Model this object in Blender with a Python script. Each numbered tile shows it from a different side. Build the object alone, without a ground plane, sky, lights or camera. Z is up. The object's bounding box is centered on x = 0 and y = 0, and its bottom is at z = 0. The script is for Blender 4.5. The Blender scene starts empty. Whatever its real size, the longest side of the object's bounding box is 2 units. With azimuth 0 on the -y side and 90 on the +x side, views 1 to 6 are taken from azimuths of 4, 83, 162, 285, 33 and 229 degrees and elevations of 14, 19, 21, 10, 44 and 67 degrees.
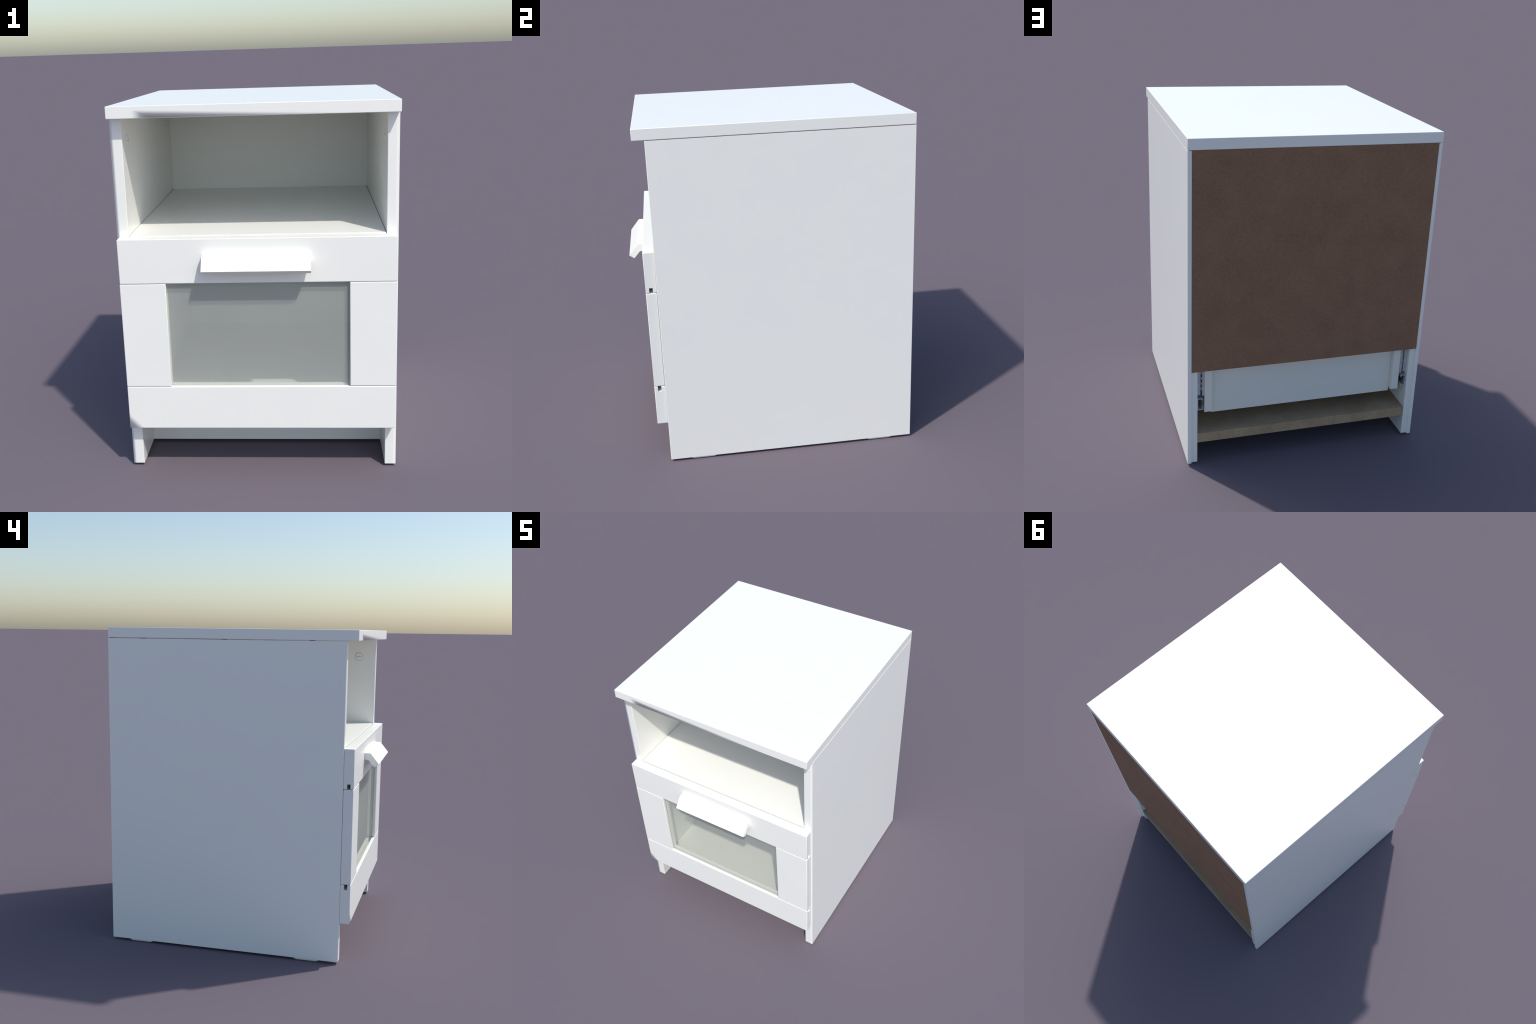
"""White bedside cabinet: open compartment above, one drawer with a frosted
pane below, hardboard back.  Every part is a board or an extruded section."""
import bpy, bmesh, math
from mathutils import Vector

# ------------------------------------------------------------------ materials
def new_material(name):
    m = bpy.data.materials.new(name)
    m.use_nodes = True
    nt = m.node_tree
    nt.nodes.clear()
    out = nt.nodes.new("ShaderNodeOutputMaterial")
    p = nt.nodes.new("ShaderNodeBsdfPrincipled")
    nt.links.new(p.outputs[0], out.inputs[0])
    return m, nt, p, out


def noise(nt, scale, detail=3.0, stretch=(1, 1, 1), rough=0.55):
    tc = nt.nodes.new("ShaderNodeTexCoord")
    mp = nt.nodes.new("ShaderNodeMapping")
    mp.inputs["Scale"].default_value = stretch
    n = nt.nodes.new("ShaderNodeTexNoise")
    n.inputs["Scale"].default_value = scale
    n.inputs["Detail"].default_value = detail
    n.inputs["Roughness"].default_value = rough
    nt.links.new(tc.outputs["Object"], mp.inputs[0])
    nt.links.new(mp.outputs[0], n.inputs["Vector"])
    return n.outputs["Fac"]


def ramp(nt, fac, stops):
    r = nt.nodes.new("ShaderNodeValToRGB")
    el = r.color_ramp.elements
    while len(el) < len(stops):
        el.new(0.5)
    for e, (pos, col) in zip(el, stops):
        e.position = pos
        e.color = (*col, 1)
    nt.links.new(fac, r.inputs[0])
    return r.outputs[0]


def painted_board(name, col, rough=0.30, spec=0.5, ripple=0.0):
    """White foil / lacquer: flat colour with the faintest mottling, and an
    optional soft ripple in patches, copying flaws of a surface bake."""
    m, nt, p, _ = new_material(name)
    c2 = tuple(v * 0.992 for v in col)
    nt.links.new(ramp(nt, noise(nt, 5, 2), [(0.35, c2), (0.65, col)]), p.inputs["Base Color"])
    p.inputs["Roughness"].default_value = rough
    p.inputs["Specular IOR Level"].default_value = spec
    if ripple:  # patchy bump copies smears baked into the original surface
        wave = noise(nt, 7, 1.5, (0.6, 1, 5), 0.4)
        patch = ramp(nt, noise(nt, 2.6, 1), [(0.58, (0, 0, 0)), (0.72, (1, 1, 1))])
        mul = nt.nodes.new("ShaderNodeMath"); mul.operation = 'MULTIPLY'
        nt.links.new(wave, mul.inputs[0]); nt.links.new(patch, mul.inputs[1])
        b = nt.nodes.new("ShaderNodeBump")
        b.inputs["Strength"].default_value = ripple
        b.inputs["Distance"].default_value = 0.02
        nt.links.new(mul.outputs[0], b.inputs["Height"])
        nt.links.new(b.outputs[0], p.inputs["Normal"])
    return m


def fibre_board(name, dark, mid, light, rough=0.8):
    """Bare hardboard / chipboard: fine grain over large soft blotches."""
    m, nt, p, _ = new_material(name)
    base = ramp(nt, noise(nt, 6, 4), [(0.3, dark), (0.5, mid), (0.7, light)])
    grain = ramp(nt, noise(nt, 120, 4, (1, 1, 1), 0.7),
                 [(0.3, (0.80, 0.80, 0.80)), (0.7, (1.2, 1.2, 1.2))])
    mx = nt.nodes.new("ShaderNodeMix"); mx.data_type = 'RGBA'; mx.blend_type = 'MULTIPLY'
    mx.inputs[0].default_value = 1.0
    nt.links.new(base, mx.inputs[6]); nt.links.new(grain, mx.inputs[7])
    nt.links.new(mx.outputs[2], p.inputs["Base Color"])
    p.inputs["Roughness"].default_value = rough
    p.inputs["Specular IOR Level"].default_value = 0.2
    b = nt.nodes.new("ShaderNodeBump")
    b.inputs["Strength"].default_value = 0.15
    b.inputs["Distance"].default_value = 0.003
    nt.links.new(noise(nt, 160, 3), b.inputs["Height"])
    nt.links.new(b.outputs[0], p.inputs["Normal"])
    return m


W_COL = (0.985, 0.982, 0.916)
WHITE = painted_board("white_foil", W_COL)
FRONT = painted_board("white_front_foil", W_COL, ripple=0.03)
INNER = painted_board("white_inner_foil", (0.976, 0.978, 0.915))
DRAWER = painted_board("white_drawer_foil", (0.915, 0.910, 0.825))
GLOSS = painted_board("white_handle_lacquer", W_COL)
BROWN = fibre_board("brown_hardboard", (0.270, 0.152, 0.095), (0.290, 0.168, 0.103), (0.310, 0.182, 0.112))
CHIP = fibre_board("grey_brown_chipboard", (0.38, 0.275, 0.17), (0.44, 0.318, 0.20), (0.50, 0.37, 0.235))
GAP_GREY = painted_board("cap_gap_shade_grey", (0.52, 0.52, 0.50), 0.5)  # darker grey paints in the shade of the caps' groove and slot

STEEL, _nt, _p, _ = new_material("zinc_steel")
_nt.links.new(ramp(_nt, noise(_nt, 30, 3), [(0.3, (0.50, 0.52, 0.53)), (0.7, (0.64, 0.66, 0.67))]),
              _p.inputs["Base Color"])
_p.inputs["Metallic"].default_value = 0.4
_p.inputs["Roughness"].default_value = 0.45
DARK, _nt, _p, _ = new_material("black_plastic")
_nt.links.new(ramp(_nt, noise(_nt, 40, 2), [(0.3, (0.015, 0.015, 0.015)), (0.7, (0.03, 0.03, 0.03))]),
              _p.inputs["Base Color"])
_p.inputs["Roughness"].default_value = 0.6

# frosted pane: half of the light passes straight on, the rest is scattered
PANE, _nt, _p, _out = new_material("frosted_glass")
_nt.links.new(ramp(_nt, noise(_nt, 8, 2), [(0.3, (0.85, 0.865, 0.835)), (0.7, (0.88, 0.895, 0.865))]),
              _p.inputs["Base Color"])
_p.inputs["Roughness"].default_value = 0.35
_p.inputs["Specular IOR Level"].default_value = 0.3
_tr = _nt.nodes.new("ShaderNodeBsdfTransparent")
_tr.inputs[0].default_value = (0.985, 1.0, 0.98, 1)
_mx = _nt.nodes.new("ShaderNodeMixShader")
_mx.inputs[0].default_value = 0.22
_nt.links.new(_tr.outputs[0], _mx.inputs[1])
_nt.links.new(_p.outputs[0], _mx.inputs[2])
_nt.links.new(_mx.outputs[0], _out.inputs[0])

# ------------------------------------------------------------------ geometry
def finish(name, bm, mats, parent):
    bmesh.ops.recalc_face_normals(bm, faces=bm.faces)
    me = bpy.data.meshes.new(name)
    bm.to_mesh(me); bm.free()
    for m in (mats if isinstance(mats, (list, tuple)) else [mats]):
        me.materials.append(m)
    ob = bpy.data.objects.new(name, me)
    bpy.context.scene.collection.objects.link(ob)
    ob.parent = parent
    return ob


def bevel(bm, edges, r, seg=2):
    if r:
        # broad faces stay flat, only the eased edges are shaded round
        res = bmesh.ops.bevel(bm, geom=edges, offset=r, segments=seg, profile=0.5, affect='EDGES',
                              clamp_overlap=True)
        for f in res["faces"]:
            f.smooth = True


def board(name, x, y, z, mats, parent, r=0.002, seg=2, soft=None):
    """Box from x[0]..x[1] etc. with eased edges; soft=(test, radius) rounds the
    edges that pass the test more strongly first."""
    bm = bmesh.new()
    bmesh.ops.create_cube(bm, size=1.0)
    for v in bm.verts:
        v.co = Vector([(a[0] + a[1]) / 2 + c * (a[1] - a[0]) for c, a in zip(v.co, (x, y, z))])
    bevel(bm, bm.edges[:], r, seg)
    return finish(name, bm, mats, parent)


def extrude_section(name, pts, axis, lo, hi, mats, parent, r=0.0015, radii=None, seg=2, sharp=()):
    """Prism: 2-D section pts swept along axis (0: pts are (y,z); 2: pts are (x,y)).
    radii: {point index: rounding radius} for edges along the sweep."""
    def co(p, t):
        return (t, p[0], p[1]) if axis == 0 else (p[0], p[1], t)
    bm = bmesh.new()
    a = [bm.verts.new(co(p, lo)) for p in pts]
    b = [bm.verts.new(co(p, hi)) for p in pts]
    n = len(pts)
    bm.faces.new(a); bm.faces.new(b)
    long_edges = []
    for i in range(n):
        bm.faces.new((a[i], a[(i + 1) % n], b[(i + 1) % n], b[i]))
    bm.edges.ensure_lookup_table()
    if radii:
        by_r = {}
        for i, rr in radii.items():
            e = bm.edges.get((a[i], b[i]))
            by_r.setdefault(rr, []).append(e)
        for rr, es in by_r.items():
            bevel(bm, es, rr, 4)
    elif r:
        crisp = {v for i in sharp for v in (a[i], b[i])}      # groove corners stay crisp
        bevel(bm, [e for e in bm.edges if not (e.verts[0] in crisp and e.verts[1] in crisp)], r, seg)
    return finish(name, bm, mats, parent)


def soften_shading(ob, cuts, tilt):
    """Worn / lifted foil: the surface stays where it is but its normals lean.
    cuts: planes (point, normal) that divide the faces so that the lean fades out
    at the cuts; tilt(co) gives the direction to lean to at a vertex, or None.
    Only faces that look to the front are touched."""
    me = ob.data
    bm = bmesh.new(); bm.from_mesh(me)
    for co, no in cuts:
        front = [f for f in bm.faces if f.normal.y < -0.9]
        geom = front + list({e for f in front for e in f.edges}) + list({v for f in front for v in f.verts})
        bmesh.ops.bisect_plane(bm, geom=geom, plane_co=co, plane_no=no, dist=1e-6)
    bm.to_mesh(me); bm.free()
    front = [p for p in me.polygons if p.normal.y < -0.9]
    for p in front:
        p.use_smooth = True
    nrm = [Vector(c.vector) for c in me.corner_normals]
    for p in me.polygons:
        if not p.use_smooth or p.normal.y < -0.9:
            for li in p.loop_indices:
                nrm[li] = Vector(p.normal)
    for p in front:
        for li in p.loop_indices:
            t = tilt(me.vertices[me.loops[li].vertex_index].co)
            if t is not None:
                nrm[li] = (Vector(p.normal) + Vector(t)).normalized()
    me.normals_split_custom_set([tuple(n) for n in nrm])


def repeat(src, move=(0, 0, 0), mirror_x=False):
    ob = src.copy()
    if mirror_x:
        ob.scale.x = -1
    ob.location = Vector(src.location) + Vector(move)
    bpy.context.scene.collection.objects.link(ob)
    return ob


# ------------------------------------------------------------------ the cabinet
cab = bpy.data.objects.new("bedside_cabinet", None)
bpy.context.scene.collection.objects.link(cab)
cab["label"] = "white bedside cabinet with open shelf and glass-fronted drawer"
cab["category"] = "bedside table"

W = 0.7310            # half width outside
IN = 0.671           # half width between the side boards
YF, YB = -0.659, 0.8147
Z0, ZT = 0.0130, 1.9345
SHELF = 1.323

top = board("top_panel", (-0.7308, 0.7308), (-0.7262, YB), (1.9380, 2.0), WHITE, cab, 0.0025)

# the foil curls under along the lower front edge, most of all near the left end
ZU = 1.9380
soften_shading(top,
    [((-0.60, 0, 0), (1, 0, 0)), ((-0.50, 0, 0), (1, 0, 0)), ((0.62, 0, 0), (1, 0, 0)),
     ((-0.50, 0, ZU + 0.040), (0.040, 0, 1.12))],
    lambda c: (0, 0, -3.0) if c.z < ZU + 0.004 and -0.55 < c.x < -0.40 else None)

# side board: rebated at the back for the hardboard, front outer edge rounded
REB = 0.0115
side = extrude_section("side_panel",
    [(IN, YF), (W, YF), (W, YB), (0.7085, YB), (0.7085, YB - REB), (IN, YB - REB)],
    2, Z0, ZT, WHITE, cab, radii={0: 0.003, 1: 0.003, 2: 0.002, 3: 0.001, 5: 0.001})
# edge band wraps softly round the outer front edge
soften_shading(side, [((W - 0.017, 0, 0), (1, 0, 0))],
               lambda c: (1.5, 0, 0) if c.x > W - 0.006 else None)
side_l = repeat(side, mirror_x=True)

# pins under the top bridge the shadow gap
for x in (-0.690, 0.690):
    for y in (-0.45, 0.08, 0.60):
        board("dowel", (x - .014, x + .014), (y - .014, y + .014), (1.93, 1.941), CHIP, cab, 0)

shelf = board("shelf", (-0.6685, 0.6685), (-0.653, 0.8030), (SHELF - 0.06, SHELF), INNER, cab, 0.002)
back = board("back_panel", (-0.7075, 0.7075), (0.8040, 0.8145), (0.632, 1.9375), [BROWN, INNER], cab, 0)
for p in back.data.polygons:
    if p.normal.y < -0.5:
        p.material_index = 1

# lower rear board and the recessed plinth below the drawer
bottom = board("bottom_board", (-0.6705, 0.6705), (-0.33, 0.8030), (0.1475, 0.2085), CHIP, cab, 0.001)
plinth = board("plinth", (-0.6705, 0.6705), (-0.375, -0.332), (0.0140, 0.2085), WHITE, cab, 0.0015)

# glides under the side boards
pad = extrude_section("foot_pad",
    [(0.546, 0.018), (0.546, 0.006), (0.560, 0.0), (0.684, 0.0), (0.698, 0.006), (0.698, 0.018)],
    0, 0.684, 0.720, WHITE, cab, r=0)
for mv, mir in (((0, -1.083, 0), False), ((0, 0, 0), True), ((0, -1.083, 0), True)):
    repeat(pad, mv, mir)

# slotted cover caps on the inside of the compartment
def cover_cap(x, y, z, sgn, parent):
    bm = bmesh.new()
    r, n = 0.0275, 32
    prof = [(r, 0.0), (r, 0.0018), (r - 0.003, 0.0030), (0.0, 0.0034)]
    rings = []
    for rad, h in prof[:-1]:
        rings.append([bm.verts.new((-sgn * h, rad * math.cos(2 * math.pi * i / n),
                                    rad * math.sin(2 * math.pi * i / n))) for i in range(n)])
    c = bm.verts.new((-sgn * prof[-1][1], 0, 0))
    for a, b in zip(rings, rings[1:]):
        for i in range(n):
            bm.faces.new((a[i], a[(i + 1) % n], b[(i + 1) % n], b[i]))
    for i in range(n):
        bm.faces.new((rings[-1][i], rings[-1][(i + 1) % n], c))
    for f in bm.faces:
        f.smooth = True
    ob = finish("cover_cap", bm, INNER, parent)
    ob.location = (x, y, z)
    bm = bmesh.new()
    a = [bm.verts.new((-sgn * 0.0006, (r + 0.0026) * math.cos(2 * math.pi * i / n),
                       (r + 0.0026) * math.sin(2 * math.pi * i / n))) for i in range(n)]
    b = [bm.verts.new((-sgn * 0.0006, (r - 0.001) * math.cos(2 * math.pi * i / n),
                       (r - 0.001) * math.sin(2 * math.pi * i / n))) for i in range(n)]
    for i in range(n):
        bm.faces.new((a[i], a[(i + 1) % n], b[(i + 1) % n], b[i]))
    finish("gap_shade_ring", bm, GAP_GREY, ob)  # flat grey ring painted for the shaded gap round the cap
    s = board("painted_slot_bar", (-0.0022, 0.0022), (-0.017, 0.017), (-0.0022, 0.0022), GAP_GREY, ob, 0.0008)  # raised grey bar added in place of the slot; nothing is cut
    s.location = (-sgn * 0.0022, 0, 0)
    return ob

for sgn in (-1, 1):
    for y in (-0.535, 0.620):
        cover_cap(sgn * (IN + 0.0002), y, 1.811, sgn, cab)

# ------------------------------------------------------------------ the drawer
FY, BY = -0.7216, -0.6598       # front and back of the drawer front
GF, GB = -0.7020, -0.6815       # groove that holds the pane
TOP, MID_T, MID_B, LOW = 1.319, 1.0805, 0.5005, 0.2575
HALF = 0.7226

drawer = board("drawer", (-0.577, 0.577), (-0.655, 0.7255), (0.338, 0.357), DRAWER, cab, 0.001)
extrude_section("front_rail",
    [(FY, MID_T), (GF, MID_T), (GF, MID_T + 0.030), (GB, MID_T + 0.030), (GB, MID_T),
     (BY, MID_T), (BY, TOP), (FY, TOP)],
    0, -HALF, HALF, FRONT, drawer, r=0.0032, sharp=(1, 2, 3, 4))
low_rail = extrude_section("front_rail",
    [(FY, LOW), (BY, LOW), (BY, MID_B), (GB, MID_B), (GB, MID_B - 0.032), (GF, MID_B - 0.032),
     (GF, MID_B), (FY, MID_B)],
    0, -HALF, HALF, FRONT, drawer, r=0.0032, sharp=(3, 4, 5, 6))
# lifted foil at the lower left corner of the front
soften_shading(low_rail,
    [((-HALF + 0.085, 0, LOW), (1, 0, 0.95))],
    lambda c: (-1.5, 0, -1.5) if c.x < -HALF + 0.012 and c.z < LOW + 0.012 else None)
stile = extrude_section("front_stile",
    [(0.480, FY), (0.7234, FY), (0.7234, BY - 0.001), (0.480, BY - 0.001), (0.480, GB), (0.505, GB),
     (0.505, GF), (0.480, GF)],
    2, MID_B + 0.0025, MID_T - 0.0025, FRONT, drawer, r=0.0032, sharp=(4, 5, 6, 7))
repeat(stile, mirror_x=True)
board("glass_pane", (-0.502, 0.502), (-0.7005, -0.6830), (0.471, 1.107), PANE, drawer, 0)

# angled lip handle: flat flange, then a slanting grip
handle = extrude_section("handle",
    [(-0.7185, 1.2360), (-0.7600, 1.2350), (-0.8152, 1.1670), (-0.7860, 1.1465),
     (-0.7505, 1.1905), (-0.7185, 1.1915)],
    0, -0.280, 0.280, GLOSS, drawer, r=0.0012)

# box of the drawer
dside = board("drawer_side", (0.578, 0.625), (-0.660, 0.780), (0.338, 1.060), DRAWER, drawer, 0.0015)
repeat(dside, mirror_x=True)
board("drawer_back", (-0.5775, 0.5775), (0.7260, 0.7445), (0.311, 1.060), DRAWER, drawer, 0.001)

# ------------------------------------------------------------------ runners
def runner(sgn):
    def bx(name, x, y, z, mat, parent, r=0.0006):
        xs = sorted((sgn * x[0], sgn * x[1]))
        return board(name, xs, y, z, mat, parent, r)
    xs = [(0.6705, 0.362), (0.6705, 0.440), (0.637, 0.440), (0.637, 0.425), (0.642, 0.425),
          (0.642, 0.434), (0.664, 0.434), (0.664, 0.368), (0.642, 0.368), (0.642, 0.378),
          (0.637, 0.378), (0.637, 0.362)]
    bm = bmesh.new()
    a = [bm.verts.new((sgn * p[0], -0.60, p[1])) for p in xs]
    b = [bm.verts.new((sgn * p[0], 0.790, p[1])) for p in xs]
    bm.faces.new(a); bm.faces.new(b)
    n = len(xs)
    for i in range(n):
        bm.faces.new((a[i], a[(i + 1) % n], b[(i + 1) % n], b[i]))
    run = finish("drawer_runner", bm, STEEL, cab)
    bx("sliding_bar", (0.6255, 0.640), (-0.60, 0.782), (0.452, 0.640), STEEL, run)
    bx("wall_bar", (0.649, 0.6705), (-0.60, 0.780), (0.458, 0.700), STEEL, run)
    for k in range(4):   # punched tabs along the gap between the bars
        z = 0.490 + 0.033 * k
        bx("tab", (0.6395, 0.646), (0.70, 0.776 - 0.002 * k), (z, z + 0.016), STEEL, run)
    bx("roller", (0.644, 0.660), (0.70, 0.772), (0.388, 0.418), DARK, run, 0.004)
    bx("stop_block", (0.636, 0.655), (0.66, 0.745), (0.441, 0.462), DARK, run, 0.003)
    return run

runner(1)
runner(-1)
